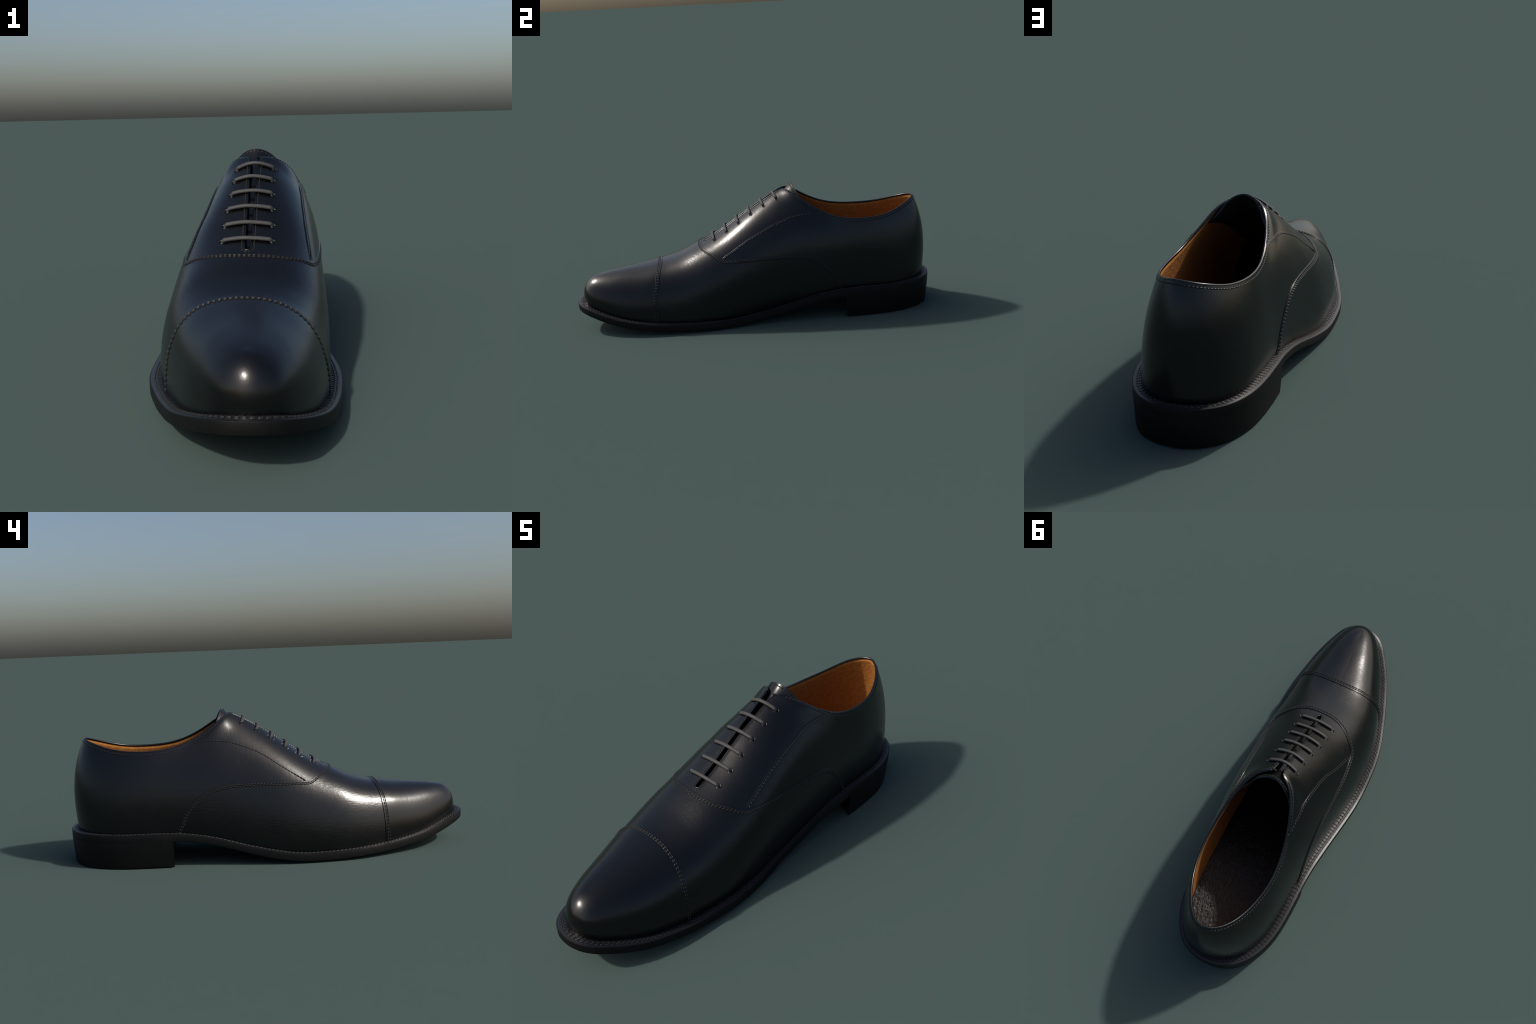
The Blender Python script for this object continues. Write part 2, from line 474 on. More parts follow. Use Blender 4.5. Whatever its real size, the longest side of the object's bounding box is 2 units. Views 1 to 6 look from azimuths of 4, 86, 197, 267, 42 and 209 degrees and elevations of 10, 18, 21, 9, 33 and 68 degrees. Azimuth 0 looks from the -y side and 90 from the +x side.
# outward shift, drop, tilt of the shading normal
EDGE_ROUND = [(.0, .0, .0), (.0009, .0002, .5), (.0016, .0008, 1.0), (.0021, .0017, 1.4), (.0022, .0085, 1.57)]
def add_skirt(V, T, N, prof=EDGE_ROUND):
    """Roll the rim of a leather panel over and down; returns vertices, faces, vertex normals."""
    E = boundary(T)
    bv = np.unique(E.ravel())
    out = np.zeros_like(V)
    d = V[E[:, 1]] - V[E[:, 0]]
    o = np.cross(d, N[E[:, 0]] + N[E[:, 1]])
    o /= np.linalg.norm(o, axis=1)[:, None] + 1e-12
    np.add.at(out, E[:, 0], o); np.add.at(out, E[:, 1], o)
    out = out[bv] / (np.linalg.norm(out[bv], axis=1)[:, None] + 1e-12)
    mp = -np.ones(len(V), int); mp[bv] = np.arange(len(bv))
    rings = [bv]; VV = [V]; NN = [N]; tot = len(V)
    for a, b, ang in prof[1:]:
        VV.append(V[bv] + out * a - N[bv] * b)
        NN.append(N[bv] * math.cos(ang) + out * math.sin(ang))
        rings.append(tot + np.arange(len(bv))); tot += len(bv)
    F = [T]
    for r0, r1 in zip(rings[:-1], rings[1:]):
        i, j = mp[E[:, 0]], mp[E[:, 1]]
        F.append(np.stack([r0[j], r0[i], r1[i]], 1)); F.append(np.stack([r0[j], r1[i], r1[j]], 1))
    return np.vstack(VV), np.concatenate(F), np.vstack(NN)

# ------------------------------------------------------------------ materials
def mat(name, base, rough, spec=.5, coat=0, coat_rough=.1, sheen=0):
    m = bpy.data.materials.new(name); m.use_nodes = True
    nt = m.node_tree; p = nt.nodes['Principled BSDF']
    p.inputs['Base Color'].default_value = (*base, 1)
    p.inputs['Roughness'].default_value = rough
    p.inputs['Specular IOR Level'].default_value = spec
    p.inputs['Coat Weight'].default_value = coat
    p.inputs['Coat Roughness'].default_value = coat_rough
    p.inputs['Sheen Weight'].default_value = sheen
    return m, nt, p

def node(nt, kind, **kw):
    n = nt.nodes.new(kind)
    for k, v in kw.items():
        if k in n.inputs: n.inputs[k].default_value = v
        else: setattr(n, k, v)
    return n

def bump(nt, p, layers, dist=.002):
    """layers: list of (noise scale xyz, detail, strength)."""
    tc = node(nt, 'ShaderNodeTexCoord')
    prev = None
    for sc, det, st, d in layers:
        mp = node(nt, 'ShaderNodeMapping'); mp.inputs['Scale'].default_value = sc
        nt.links.new(tc.outputs['Object'], mp.inputs['Vector'])
        nz = node(nt, 'ShaderNodeTexNoise', Scale=1.0, Detail=det, Roughness=.6)
        nt.links.new(mp.outputs[0], nz.inputs['Vector'])
        b = node(nt, 'ShaderNodeBump', Strength=st, Distance=d)
        nt.links.new(nz.outputs['Fac'], b.inputs['Height'])
        if prev: nt.links.new(prev.outputs[0], b.inputs['Normal'])
        prev = b
    nt.links.new(prev.outputs[0], p.inputs['Normal'])
    return tc

def vary(nt, p, tc, c0, c1, scale, detail=4):
    nz = node(nt, 'ShaderNodeTexNoise', Scale=scale, Detail=detail, Roughness=.6)
    nt.links.new(tc.outputs['Object'], nz.inputs['Vector'])
    r = node(nt, 'ShaderNodeValToRGB')
    r.color_ramp.elements[0].position = .3; r.color_ramp.elements[1].position = .7
    r.color_ramp.elements[0].color = (*c0, 1); r.color_ramp.elements[1].color = (*c1, 1)
    nt.links.new(nz.outputs['Fac'], r.inputs['Fac'])
    nt.links.new(r.outputs['Color'], p.inputs['Base Color'])
    return nz

def leather(name, layers):
    m, nt, p = mat(name, (.0018, .0018, .0020), .25, .5)
    tc = bump(nt, p, layers)
    nz = node(nt, 'ShaderNodeTexNoise', Scale=9.0, Detail=5.0, Roughness=.65)
    nt.links.new(tc.outputs['Object'], nz.inputs['Vector'])
    mr = node(nt, 'ShaderNodeMapRange'); mr.inputs['From Min'].default_value = .3; mr.inputs['From Max'].default_value = .7
    mr.inputs['To Min'].default_value = .21; mr.inputs['To Max'].default_value = .28
    nt.links.new(nz.outputs['Fac'], mr.inputs['Value']); nt.links.new(mr.outputs[0], p.inputs['Roughness'])
    return m
GRAIN = [((70, 70, 20), 5, .10, .004), ((260, 260, 200), 3, .05, .0015)]
LEATHER = leather('polished_black_leather', GRAIN)
CREASED = leather('creased_black_leather', GRAIN + [((90, 26, 170), 4, .16, .0035)])     # flexed part of the vamp

SOLE, nt, p = mat('black_sole_leather', (.003, .003, .003), .50, .20)
tc = bump(nt, p, [((90, 90, 14), 4, .25, .003), ((300, 300, 300), 2, .15, .0015)])
vary(nt, p, tc, (.0022, .0022, .0022), (.0040, .0038, .0038), 30)

WELT, nt, p = mat('black_welt_leather', (.008, .008, .009), .38, .5)
tc = bump(nt, p, [((120, 120, 120), 4, .2, .003)])

LINING, nt, p = mat('tan_suede_lining', (.36, .14, .030), .85, .2, sheen=.0)
tc = bump(nt, p, [((110, 110, 110), 4, .6, .006), ((330, 330, 330), 2, .3, .002)])
vary(nt, p, tc, (.30, .11, .022), (.42, .17, .04), 60)

INSOLE, nt, p = mat('black_insole_leather', (.006, .0055, .0055), .34, .5)
tc = bump(nt, p, [((90, 40, 60), 4, .9, .010), ((220, 120, 200), 2, .4, .004)])

TONGUE_IN, nt, p = mat('black_tongue_backing', (.010, .010, .010), .7, .3)
bump(nt, p, [((150, 150, 150), 3, .3, .003)])

THREAD, nt, p = mat('waxed_black_thread', (.020, .019, .018), .34, .5)
bump(nt, p, [((500, 500, 500), 2, .3, .001)])
SHADOW_BLACK, nt, p = mat('painted_seam_shadow', (.004, .004, .004), .7, .2)

METAL, nt, p = mat('dark_eyelet_metal', (.06, .058, .056), .28, .5)
p.inputs['Metallic'].default_value = 1.0

LACE, nt, p = mat('charcoal_waxed_lace', (.046, .0445, .043), .62, .4)
tc = node(nt, 'ShaderNodeTexCoord')
mp = node(nt, 'ShaderNodeMapping'); mp.inputs['Scale'].default_value = (6, 520, 520)
nt.links.new(tc.outputs['Object'], mp.inputs['Vector'])
nz = node(nt, 'ShaderNodeTexNoise', Scale=1.0, Detail=2.0)
nt.links.new(mp.outputs[0], nz.inputs['Vector'])
b = node(nt, 'ShaderNodeBump', Strength=.5, Distance=.002)
nt.links.new(nz.outputs['Fac'], b.inputs['Height']); nt.links.new(b.outputs[0], p.inputs['Normal'])

# ------------------------------------------------------------------ object makers
root = bpy.data.objects.new('dress_shoe', None)
bpy.context.scene.collection.objects.link(root)
root['label'] = 'polished black leather cap-toe lace-up dress shoe with tan lining'
root['category'] = 'shoe'

def make(name, V, F, material, parent=None, smooth_shade=True, stuff=False):
    me = bpy.data.meshes.new(name)
    if isinstance(F, np.ndarray):
        F = F.tolist()
    me.from_pydata(np.asarray(V).tolist(), [], F)
    me.materials.append(material)
    if smooth_shade: me.polygons.foreach_set('use_smooth', np.ones(len(me.polygons), bool))
    me.update()
    ob = bpy.data.objects.new(name, me)
    bpy.context.scene.collection.objects.link(ob)
    ob.parent = parent or root
    if stuff: ob['kind'] = 'stuff'
    return ob

def soft_angle(ob, deg=40):
    me = ob.data
    me.polygons.foreach_set('use_smooth', np.ones(len(me.polygons), bool))
    me.set_sharp_from_angle(angle=math.radians(deg))

# ------------------------------------------------------------------ upper panels
ATT['nx'], ATT['ny'], ATT['nz'] = NB.T.copy()
def panel(name, clips, lift, holes=None, material=None):
    V, T, A = compact(VB, TB, ATT)
    for key, sgn, lev in clips:
        V, T, A = clip(V, T, A, sgn * A[key], lev)
    if holes:
        V, T, A = holes(V, T, A)
    N = np.column_stack([A['nx'], A['ny'], A['nz']])
    N /= np.linalg.norm(N, axis=1)[:, None]
    V = V + N * lift(A)[:, None]
    V, T, N = add_skirt(V, T, N)
    ob = make(name, V, T, material or LEATHER)
    ob.data.normals_split_custom_set_from_vertices(N.tolist())
    return ob

LIFT = .0032
edge_rise = lambda d, w=.07: LIFT * np.exp(-np.clip(d, 0, None) / w)
panel('toe_cap', [('fc', 1, 0)], lambda A: edge_rise(A['fc']))
panel('vamp', [('fv', 1, 0), ('fc', -1, -.012)], lambda A: edge_rise(A['fv']) * (A['fc'] < 0.0), material=CREASED)
panel('quarter', [('fq', 1, 0), ('fv', -1, -.014)], lambda A: edge_rise(A['fq']) * smooth(.0, -.06, A['fv']))

def facing_holes(V, T, A):
    cen = V[T].mean(1)
    near = np.zeros(len(T), bool)
    for s in (-1, 1):
        for e in EYELETS[s]:
            near |= np.linalg.norm(cen - np.array(e), axis=1) < .020
    V, T, A = split4(V, T, A, near)
    V, T, A = clip(V, T, A, A['sl'], 0)
    for s in (-1, 1):
        for e in EYELETS[s]:
            d = np.linalg.norm(V - eye_on_skin(s, e)[0], axis=1) - .0078
            V, T, A = clip(V, T, A, d, 0)
    return V, T, A

def eye_on_skin(s, e):
    G = GRID[s].reshape(-1, 3)
    k = np.argsort(np.linalg.norm(G - np.array(e), axis=1))[:4]
    off = 0 if s < 0 else NS * NT
    n = NB[k + off].mean(0); n /= np.linalg.norm(n)
    c = np.array(e); c = c - n * ((c - G[k].mean(0)) @ n)
    return c, n
panel('facing', [('fq', -1, -.014), ('fv', -1, -.014)], lambda A: np.zeros(len(A['A'])), facing_holes)

# ------------------------------------------------------------------ lining (inner face)
WALL = .013
def lining():
    keep = []
    V, T, A = compact(VB, TB, ATT)
    V, T, A = clip(V, T, A, V[:, 1], -.36)
    V, T, A = clip(V, T, A, A['sl'], .004)
    N = np.column_stack([A['nx'], A['ny'], A['nz']]); N /= np.linalg.norm(N, axis=1)[:, None]
    V = V - N * (WALL * np.clip(.25 + A['B'] / .02, .25, 1))[:, None]
    return make('lining', V, T[:, ::-1], LINING)
lining()

# ------------------------------------------------------------------ tubes and sweeps
def sweep(C, rx, ry=None, seg=12, closed=False, up=None, cap=True, rad=None):
    C = np.asarray(C, float); n = len(C)
    ry = ry or rx
    t = np.gradient(C, axis=0) if not closed else np.roll(C, -1, 0) - np.roll(C, 1, 0)
    t /= np.linalg.norm(t, axis=1)[:, None] + 1e-12
    if up is None: up = np.tile([0, 0, 1.0], (n, 1))
    b = np.cross(t, up); b /= np.linalg.norm(b, axis=1)[:, None] + 1e-12
    u = np.cross(b, t)
    a = np.linspace(0, 2 * np.pi, seg, endpoint=False)
    rad = np.ones(n) if rad is None else rad
    V = C[:, None] + rad[:, None, None] * (rx * np.cos(a)[None, :, None] * b[:, None] + ry * np.sin(a)[None, :, None] * u[:, None])
    V = V.reshape(-1, 3)
    F = []
    m = n if closed else n - 1
    for i in range(m):
        j = (i + 1) % n
        for k in range(seg):
            l = (k + 1) % seg
            F.append((i * seg + k, i * seg + l, j * seg + l, j * seg + k))
    if cap and not closed:
        F.append(tuple(range(seg))[::-1]); F.append(tuple((n - 1) * seg + k for k in range(seg)))
    return V, F

# collar binding: the rolled rim joining upper and lining
rim_m = G_M[N_CLOSED - 1:, -1]; rim_l = G_L[N_CLOSED - 1:, -1]
def rim_ok(G, s):
    off = 0 if s < 0 else NS * NT
    sl = ATT['sl'].reshape(2, NS, NT)[0 if s < 0 else 1, :, -1]
    return [i for i in range(N_CLOSED - 1, NS) if sl[i] > .002]
im, il = rim_ok(G_M, -1), rim_ok(G_L, 1)
rim = np.vstack([G_M[im, -1], G_L[il[::-1][1:], -1]])
offn = np.vstack([NB.reshape(2, NS, NT, 3)[0, im, -3], NB.reshape(2, NS, NT, 3)[1, il[::-1][1:], -3]])
V, F = sweep(resample(rim - offn * .0045, 420), .0054, .0054, seg=12)
make('collar_binding', V, F, LEATHER)

def skin_z(x, y):
    s_ = -1 if x < .016 else 1
    g = GRID[s_][int(round(float(station_at(s_, y, .97))))][NT // 2:]
    o_ = np.argsort(g[:, 0])
    return float(np.interp(x, g[o_, 0], g[o_, 2]))

# folded edge round the lacing gap
def gap_edge():
    yy = np.linspace(.176, -.262, 70)
    left = [(.016 - float(slit_half(y)) - .001, y) for y in yy]
    arc = [(.016 - .0125 * math.cos(a), -.262 - .0125 * math.sin(a)) for a in np.linspace(.2, math.pi - .2, 12)]
    right = [(.032 - x, y) for x, y in left[::-1]]
    C = np.array([(x, y, skin_z(x, y) - .0012) for x, y in left + arc + right])
    C = gauss(C, 2.0)
    return sweep(resample(C, 260), .0040, .0034, seg=10, up=np.tile([0, -.5, .85], (260, 1)))
V, F = gap_edge()
make('facing_binding', V, F, LEATHER)

# ------------------------------------------------------------------ tongue
def tongue():
    nV, brk, half = 61, .12, .19
    q = np.linspace(-1, 1, nV)
    ys = np.linspace(-.32, brk, 70)
    P = np.zeros((len(ys), nV, 3))
    for j, k in enumerate(q):                       # tucked under the facing
        s = -1 if k < 0 else 1
        for i, y in enumerate(ys):
            st = int(round(float(station_at(s, y, .98))))
            a = ARC[s][st, -1] - abs(k) * half
            pt = np.array([np.interp(a, ARC[s][st], GRID[s][st][:, c]) for c in range(3)])
            nn = NB[(0 if s < 0 else NS * NT) + st * NT + min(int(np.argmin(abs(ARC[s][st] - a))), NT - 2)]
            P[i, j] = pt - nn * (.015 + .006 * min(abs(k) * 2, 1) + .007 * smooth(0, brk, y))
    # free edge: an arch that sinks inside the collar on both sides
    edge = spline([(-.110, .292, .606), (-.082, .264, .646), (-.054, .242, .694), (-.022, .228, .721), (.016, .222, .7305), (.054, .228, .721),
                   (.089, .242, .694), (.120, .264, .648), (.152, .294, .608)])
    edge = resample(edge, nV)
    R = []
    d0 = (P[-1] - P[-6]); d0 = d0 / np.linalg.norm(d0, axis=1)[:, None]
    for w in np.linspace(0, 1, 22)[1:]:
        L = np.linalg.norm(edge - P[-1], axis=1)[:, None]
        R.append(P[-1] * (1 - w)**2 + 2 * w * (1 - w) * (P[-1] + d0 * L * .5) + edge * w * w)
    P = np.concatenate([P, np.array(R)])
    for it in range(6):
        P[1:-1, 1:-1] = (P[1:-1, 1:-1] * 2 + P[:-2, 1:-1] + P[2:, 1:-1] + P[1:-1, :-2] + P[1:-1, 2:]) / 6
    return P
TP = tongue()
def thick_grid(P, th, name, m_top, m_bot, parent=None):
    n, m, _ = P.shape
    du = np.gradient(P, axis=0); dv = np.gradient(P, axis=1)
    N = np.cross(dv, du); N /= np.linalg.norm(N, axis=2)[..., None] + 1e-12
    if N[..., 2].mean() < 0: N = -N
    th = np.broadcast_to(th, P.shape[:2])[..., None]
    V = np.concatenate([P.reshape(-1, 3), (P - N * th).reshape(-1, 3)])
    ix = np.arange(n * m).reshape(n, m); off = n * m
    F = []
    for i in range(n - 1):
        for j in range(m - 1):
            F.append((ix[i, j], ix[i, j + 1], ix[i + 1, j + 1], ix[i + 1, j]))
            F.append((ix[i, j] + off, ix[i + 1, j] + off, ix[i + 1, j + 1] + off, ix[i, j + 1] + off))
    nb = len(F)
    per = [*ix[0, :-1], *ix[:-1, -1], *ix[-1, :0:-1], *ix[:0:-1, 0]]
    for a, b in zip(per, per[1:] + per[:1]):
        F.append((b, a, a + off, b + off))
    F = [tuple(int(v) for v in f) for f in F]
    ob = make(name, V, F, m_top, parent)
    ob.data.materials.append(m_bot)
    for k, pl in enumerate(ob.data.polygons):
        if k < nb and k % 2 == 1: pl.material_index = 1
    import bmesh
    bm = bmesh.new(); bm.from_mesh(ob.data); bmesh.ops.recalc_face_normals(bm, faces=bm.faces); bm.to_mesh(ob.data); bm.free()
    soft_angle(ob, 50)
    return ob
t_u = np.arange(TP.shape[0])[::-1, None] / 40.0
t_k = np.linspace(-1, 1, TP.shape[1])[None]
tongue_ob = thick_grid(TP, .007 + .008 * smooth(.05, 1, t_u) * (1 - t_k**4), 'tongue', LEATHER, TONGUE_IN)

# ------------------------------------------------------------------ sole, heel, insole
BREAST = .486
def sole():
    N = len(OUT) - 1
    C, Nn = OUT[:-1], OUTN[:-1]
    zt = welt_top(C[:, 1])
    rings = []
    prof = [(.075, .0), (.030, .0), (.0035, .0), (.0012, -.0010), (.0, -.0035), (.0, -SOLE_T + .003), (.003, -SOLE_T)]
    for ins, dz in prof:
        q = C - Nn * ins
        twist = np.where(C[:, 0] > 0, -.005, .003) * smooth(.0, .2, C[:, 1]) * (1 - smooth(.40, .52, C[:, 1])) * (dz < -.02)
        rings.append(np.column_stack([q, zt + dz + twist]))
    V = np.concatenate(rings)
    F = []
    for r in range(len(rings) - 1):
        for i in range(N):
            j = (i + 1) % N
            F.append((r * N + i, (r + 1) * N + i, (r + 1) * N + j, r * N + j))
    b = (len(rings) - 1) * N
    for i in range(N // 2):                                    # underside, rib by rib
        a0, a1 = i, i + 1
        c0, c1 = (N - i) % N, (N - i - 1) % N
        ids = [b + a0, b + a1, b + c1, b + c0]
        ids = list(dict.fromkeys(ids))
        if len(ids) > 2: F.append(tuple(ids))
    ob = make('outsole', V, F, SOLE)
    ob.data.materials.append(WELT)
    for k in range(2 * N): ob.data.polygons[k].material_index = 1
    import bmesh
    bm = bmesh.new(); bm.from_mesh(ob.data); bmesh.ops.recalc_face_normals(bm, faces=bm.faces); bm.to_mesh(ob.data); bm.free()
    soft_angle(ob, 40)
    return ob
sole()

def heel():
    idx = np.where(OUT[:-1, 1] >= BREAST)[0]
    C = OUT[idx]; Nn = OUTN[idx]
    # extend both ends exactly to the breast line
    def hitb(i, j):
        t = (BREAST - OUT[i, 1]) / (OUT[j, 1] - OUT[i, 1]); return OUT[i] * (1 - t) + OUT[j] * t
    C = np.vstack([hitb(idx[0] - 1, idx[0]), C, hitb(idx[-1], idx[-1] + 1)])
    Nn = np.vstack([Nn[:1], Nn, Nn[-1:]])
    zb = welt_top(C[:, 1]) - SOLE_T
    back = smooth(.5, 1.0, C[:, 1])
    xs = np.linspace(C[-1, 0], C[0, 0], 42)[1:-1]             # hollowed breast line
    mid = .5 * (C[0, 0] + C[-1, 0]); hw = .5 * abs(C[0, 0] - C[-1, 0])
    yb = BREAST + .085 * (1 - ((xs - mid) / hw)**2)
    rings = []
    for ins, f in [(.0, 1.0), (.0004, .98), (.0, .965), (.004, .5), (.0075, .06), (.0085, .02), (.0115, .0)]:
        q = C - Nn * (ins * (.5 + .7 * back))[:, None]
        q[0, 1] = q[-1, 1] = BREAST
        q = np.vstack([q, np.column_stack([xs, yb])])
        zz = np.concatenate([zb, np.interp(yb, [.4, 1], [welt_top(.486) - SOLE_T] * 2)])
        rings.append(np.column_stack([q, zz * f + (.006 if f == 1.0 else 0)]))
    n = len(C) + len(xs); V = np.concatenate(rings); F = []
    for r in range(len(rings) - 1):
        for i in range(n):
            j = (i + 1) % n
            F.append((r * n + i, r * n + j, (r + 1) * n + j, (r + 1) * n + i))
    b = (len(rings) - 1) * n
    F.append(tuple(b + i for i in range(n)))
    ob = make('heel', V, F, SOLE)
    import bmesh
    bm = bmesh.new(); bm.from_mesh(ob.data); bmesh.ops.recalc_face_normals(bm, faces=bm.faces); bm.to_mesh(ob.data); bm.free()
    soft_angle(ob, 35)
heel()

insole_z = table([(-1, .155), (-.6, .090), (-.2, .066), (0, .088), (.1, .100), (.2, .115), (.3, .129), (.45, .150), (.6, .160), (1, .166)])
def insole():
    N = len(FEA) - 1
    C, Nn = FEA[:-1, :2], OUTN[:-1]
    rings = []
    for k in np.linspace(0, 1, 14):
        # from the rim towards the long middle line
        mid = np.column_stack([np.interp(C[:, 1], [-1, -.3, .2, 1], [.05, .0, 0, .01]), C[:, 1] * .9])
        q = (C - Nn * .006) * (1 - k) + mid * k
        rings.append(np.column_stack([q, insole_z(q[:, 1]) + .005 - .006 * smooth(0, .7, k)]))
    V = np.concatenate(rings); F = []
    for r in range(len(rings) - 1):
        for i in range(N):
            j = (i + 1) % N
            F.append((r * N + i, r * N + j, (r + 1) * N + j, (r + 1) * N + i))
    make('insole', V, F, INSOLE)
insole()

# ------------------------------------------------------------------ laces and eyelets
def ring_mesh(R, r, n=28, m=10):
    a = np.linspace(0, 2 * np.pi, n, endpoint=False); b = np.linspace(0, 2 * np.pi, m, endpoint=False)
    V = np.array([((R + r * math.cos(q)) * math.cos(p_), (R + r * math.cos(q)) * math.sin(p_), r * .8 * math.sin(q)) for p_ in a for q in b])
    F = [(i * m + j, ((i + 1) % n) * m + j, ((i + 1) % n) * m + (j + 1) % m, i * m + (j + 1) % m) for i in range(n) for j in range(m)]
    return V, F
V, F = ring_mesh(.0092, .0022)
proto = None
for s in (-1, 1):
    for e in EYELETS[s]:
        c, n = eye_on_skin(s, e)
        if proto is None:
            ob = proto = make('eyelet', V, F, METAL)
        else:
            ob = proto.copy(); bpy.context.scene.collection.objects.link(ob); ob.parent = root
        ob.location = c + n * .0004
        ob.rotation_mode = 'QUATERNION'
        ob.rotation_quaternion = Vector(n).to_track_quat('Z', 'Y')

for a, b in zip(EYELETS[-1], EYELETS[1]):
    ca, na = eye_on_skin(-1, a); cb, nb = eye_on_skin(1, b)
    d = cb - ca; d /= np.linalg.norm(d)
    y = .5 * (ca[1] + cb[1])
    st = int(round(float(station_at(1, y, .98))))
    crest = G_L[st, -1]; nc = np.array([0, -.5, .85]); nc /= np.linalg.norm(nc)
    mid = .5 * (ca + cb)
    # lie on the facing: follow the skin between the two eyelets
    pts = []
    for w in np.linspace(.06, .94, 17):
        q = ca * (1 - w) + cb * w
        s_ = -1 if q[0] < .016 else 1
        g = GRID[s_][int(round(float(station_at(s_, q[1], .9))))][NT // 2:]
        o_ = np.argsort(g[:, 0])
        zq = np.interp(q[0], g[o_, 0], g[o_, 2])
        rise = max(zq - q[2], 0) * .85
        pts.append(q + nc * (rise + .0068))
    arch = gauss(np.array(pts), 1.2)
    ctrl = np.vstack([ca - na * .018 + d * .002, ca - na * .003 + d * .003, arch, cb - nb * .003 - d * .003, cb - nb * .018 - d * .002])
    C = resample(spline(ctrl), 60)
    up = np.tile(nc, (60, 1))
    V, F = sweep(C, .0080, .0062, seg=16, up=up)
    make('lace', V, F, LACE)

# ------------------------------------------------------------------ stitching
def capsule(L, w, h, seg=8):
    xs = [(-.5, .0), (-.46, .55), (-.36, .9), (-.15, 1.0), (.15, 1.0), (.36, .9), (.46, .55), (.5, .0)]
    V = []; 
    for x, r in xs:
        for k in range(seg):
            a = 2 * np.pi * k / seg
            V.append((x * L, max(r, .05) * w * .5 * math.cos(a), max(r, .05) * h * .5 * math.sin(a)))
    F = [(i * seg + k, (i + 1) * seg + k, (i + 1) * seg + (k + 1) % seg, i * seg + (k + 1) % seg) for i in range(len(xs) - 1) for k in range(seg)]
    return np.array(V), F

STITCH_V, STITCH_F, SHADOW_V, SHADOW_F = [], [], [], []
def stitches(P, N, pitch, length, width=.0040, height=.0036, lift=.0009, shadow_bead=True):
    """Lay thread segments along the polyline P (with skin normals N)."""
    L = arclen(P); n = max(2, int(L[-1] / pitch))
    cv, cf = capsule(length, width, height)
    gv, gf = capsule(pitch * .99, width * 1.75, height * .60)  # flat black bead under each thread, modelling the shadow round the stitch
    for k in range(n):
        q = (k + .5) / n * L[-1]
        c = np.array([np.interp(q, L, P[:, j]) for j in range(3)])
        e0 = np.array([np.interp(q - length * .5, L, P[:, j]) for j in range(3)])
        e1 = np.array([np.interp(q + length * .5, L, P[:, j]) for j in range(3)])
        nn = np.array([np.interp(q, L, N[:, j]) for j in range(3)]); nn /= np.linalg.norm(nn)
        t = e1 - e0; t /= np.linalg.norm(t) + 1e-12
        b = np.cross(nn, t); b /= np.linalg.norm(b); nn = np.cross(t, b)
        M = np.stack([t, b, nn])
        STITCH_F.append((cf, len(cv))); STITCH_V.append(c + nn * lift + cv @ M)
        if shadow_bead:
            SHADOW_F.append((gf, len(gv))); SHADOW_V.append(c + nn * (-.0004) + gv @ M)

def flush(name, VV, FF, material):
    V = np.concatenate(VV); F = []; o = 0
    for f, n in FF:
        F += [tuple(i + o for i in q) for q in f]; o += n
    make(name, V, F, material, stuff=True)

def offset2d(C, d):
    t = np.gradient(C, axis=0); t /= np.linalg.norm(t, axis=1)[:, None]
    n = np.stack([t[:, 1], -t[:, 0]], 1)
    return C + n * d

def on_skin(side, C, lift):
    P, N = surf_point(side, C[:, 0], C[:, 1])
    return P + N * lift, N

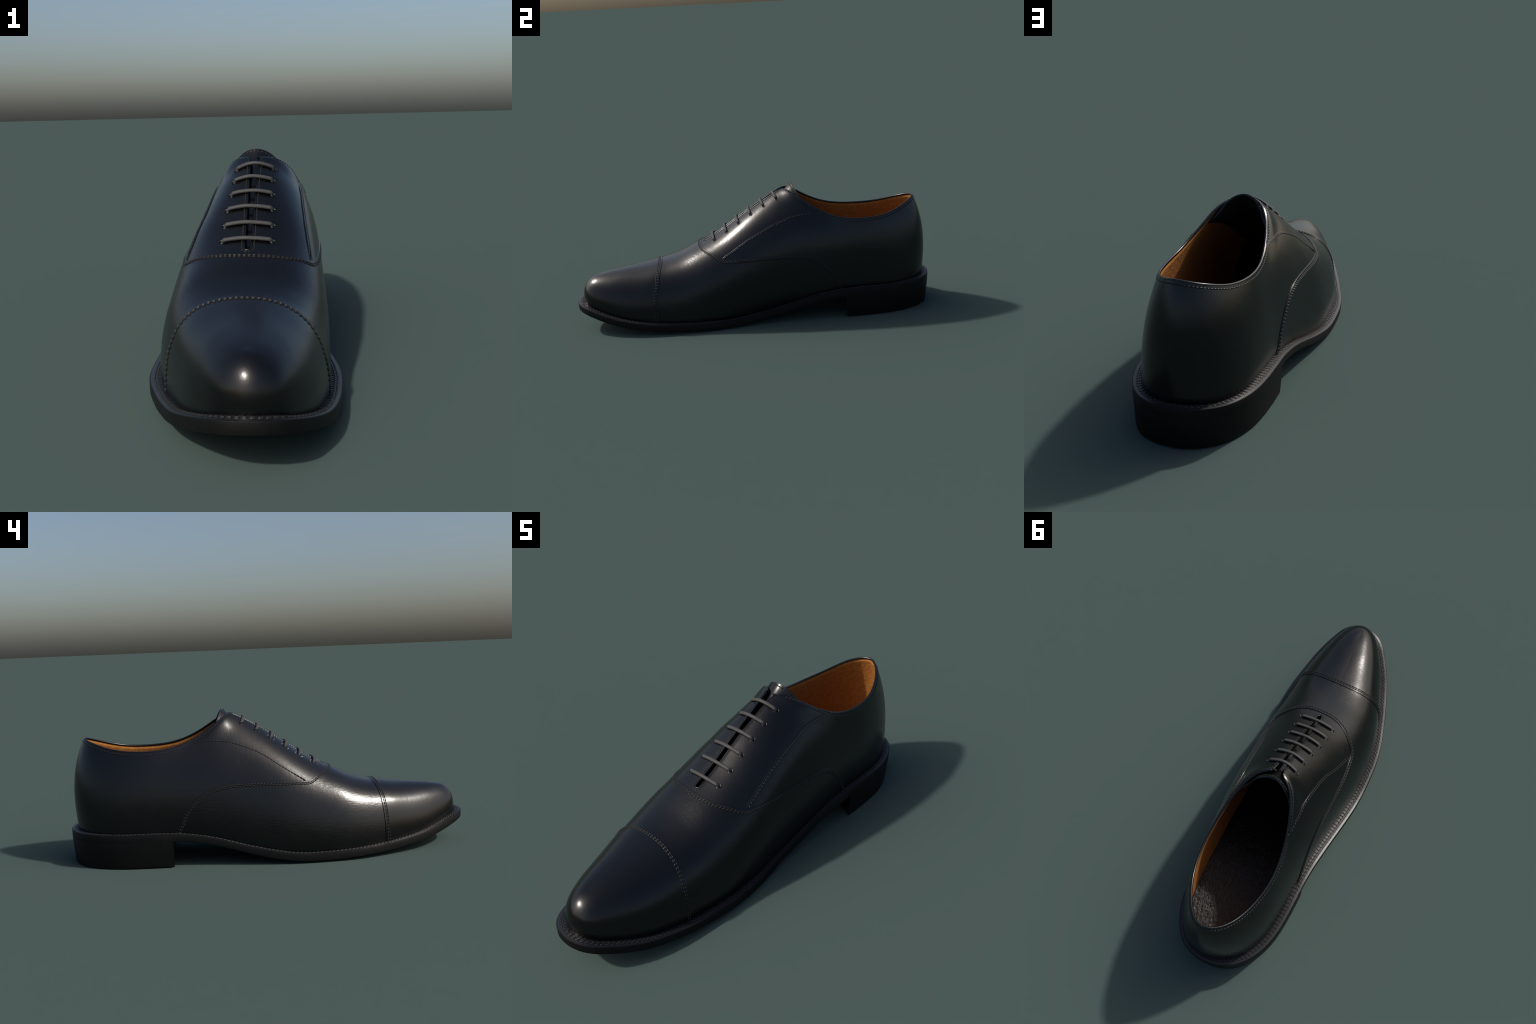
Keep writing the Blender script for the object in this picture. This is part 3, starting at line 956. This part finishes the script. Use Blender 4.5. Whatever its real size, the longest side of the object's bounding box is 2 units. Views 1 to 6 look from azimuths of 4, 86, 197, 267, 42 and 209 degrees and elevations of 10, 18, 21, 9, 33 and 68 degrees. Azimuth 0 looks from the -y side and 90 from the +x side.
for s in (-1, 1):
    # vamp seam: two rows on the vamp side
    C = SEAM_V[s]
    for d in (.0085, .0160):
        best = None
        for sg in (-1, 1):
            Q = offset2d(C, sg * d)
            if best is None or Q[80, 1] < best[80, 1]: best = Q
        P, N = on_skin(s, best, LIFT * .9)
        stitches(P, N, .0156, .0098)
    C = SEAM_Q[s]
    best = None
    for sg in (-1, 1):
        Q = offset2d(C, sg * .0085)
        if best is None or Q[80, 1] < best[80, 1]: best = Q
    P, N = on_skin(s, best[4:-4], LIFT * .9)
    stitches(P, N, .0165, .0105)
    # cap seam: two rows in front of the edge
    for d in (.0095, .0175):
        st = station_at(s, -.53, .6)
        a_max = ARC[s][int(st), -1]
        a = np.linspace(.004, a_max - .002, 60)
        P, N = surf_point(s, np.full(60, -.54), a)
        y = cap_y(P[:, 2]) - d
        P, N = surf_point(s, y, a)
        stitches(P + N * LIFT * .9, N, .0160, .0105)
    # collar row
    G = GRID[s]; ii = im if s < 0 else il
    row, nrm = [], []
    for i in ii[5::2]:
        a = ARC[s][i, -1] - .0135
        row.append([np.interp(a, ARC[s][i], G[i, :, c]) for c in range(3)])
        nrm.append(NB[(0 if s < 0 else NS * NT) + i * NT + NT - 5])
    stitches(np.array(row), np.array(nrm), .0145, .0098)
    # lacing gap row
    ys = np.linspace(-.262, .152, 60)
    b = slit_half(ys) + .0085
    a = np.array([arc_from_crest(s, y_, b_) for y_, b_ in zip(ys, b)])
    th = np.linspace(0, np.pi / 2, 12)[:-1]
    yr = -.262 - .020 * np.cos(th); br = .020 * np.sin(th)
    ar = np.array([arc_from_crest(s, y_, b_) for y_, b_ in zip(yr, br)])
    P, N = surf_point(s, np.concatenate([yr, ys]), np.concatenate([ar, a]))
    stitches(P, N, .0125, .0085, .0036, .0030)

# tongue: one row along its free edge
seg = slice(9, -9)
du = (TP[-1] - TP[-4])[seg]; dv = np.gradient(TP[-3], axis=0)[seg]
N = np.cross(dv, du); N /= np.linalg.norm(N, axis=1)[:, None]
if N[:, 2].mean() < 0: N = -N
stitches(TP[-3][seg], N, .0150, .0098)

# welt: two rows right round
for ins in (.0170, .0248):
    q = OUT - OUTN * ins
    P = np.column_stack([q, welt_top(OUT[:, 1])])
    slope = np.gradient(welt_top(q[:, 1] + np.array([-.002, 0, .002])[:, None]), axis=0)[1] / .002
    N = np.column_stack([np.zeros(len(q)), -slope, np.ones(len(q))]); N /= np.linalg.norm(N, axis=1)[:, None]
    stitches(P, N, .0195, .0135, .0044, .0032, .0003)
# puckers where the upper is drawn into the welt
q = OUT - OUTN * .0310
L = arclen(q); pk, pf = capsule(.010, .0050, .0030, 6)
for k in range(int(L[-1] / .0195)):
    l = (k + .5) * .0195
    i = int(np.searchsorted(L, l)) % (len(q) - 1)
    o_ = np.array([OUTN[i, 0], OUTN[i, 1], 0]); up_ = np.array([0, 0, 1.0]); c = np.array([q[i, 0], q[i, 1], welt_top(OUT[i, 1])])
    SHADOW_F.append((pf, len(pk))); SHADOW_V.append(c + pk @ np.stack([o_, np.cross(up_, o_), up_]))
flush('stitching', STITCH_V, STITCH_F, THREAD)
flush('seam_shadow_beads', SHADOW_V, SHADOW_F, SHADOW_BLACK)
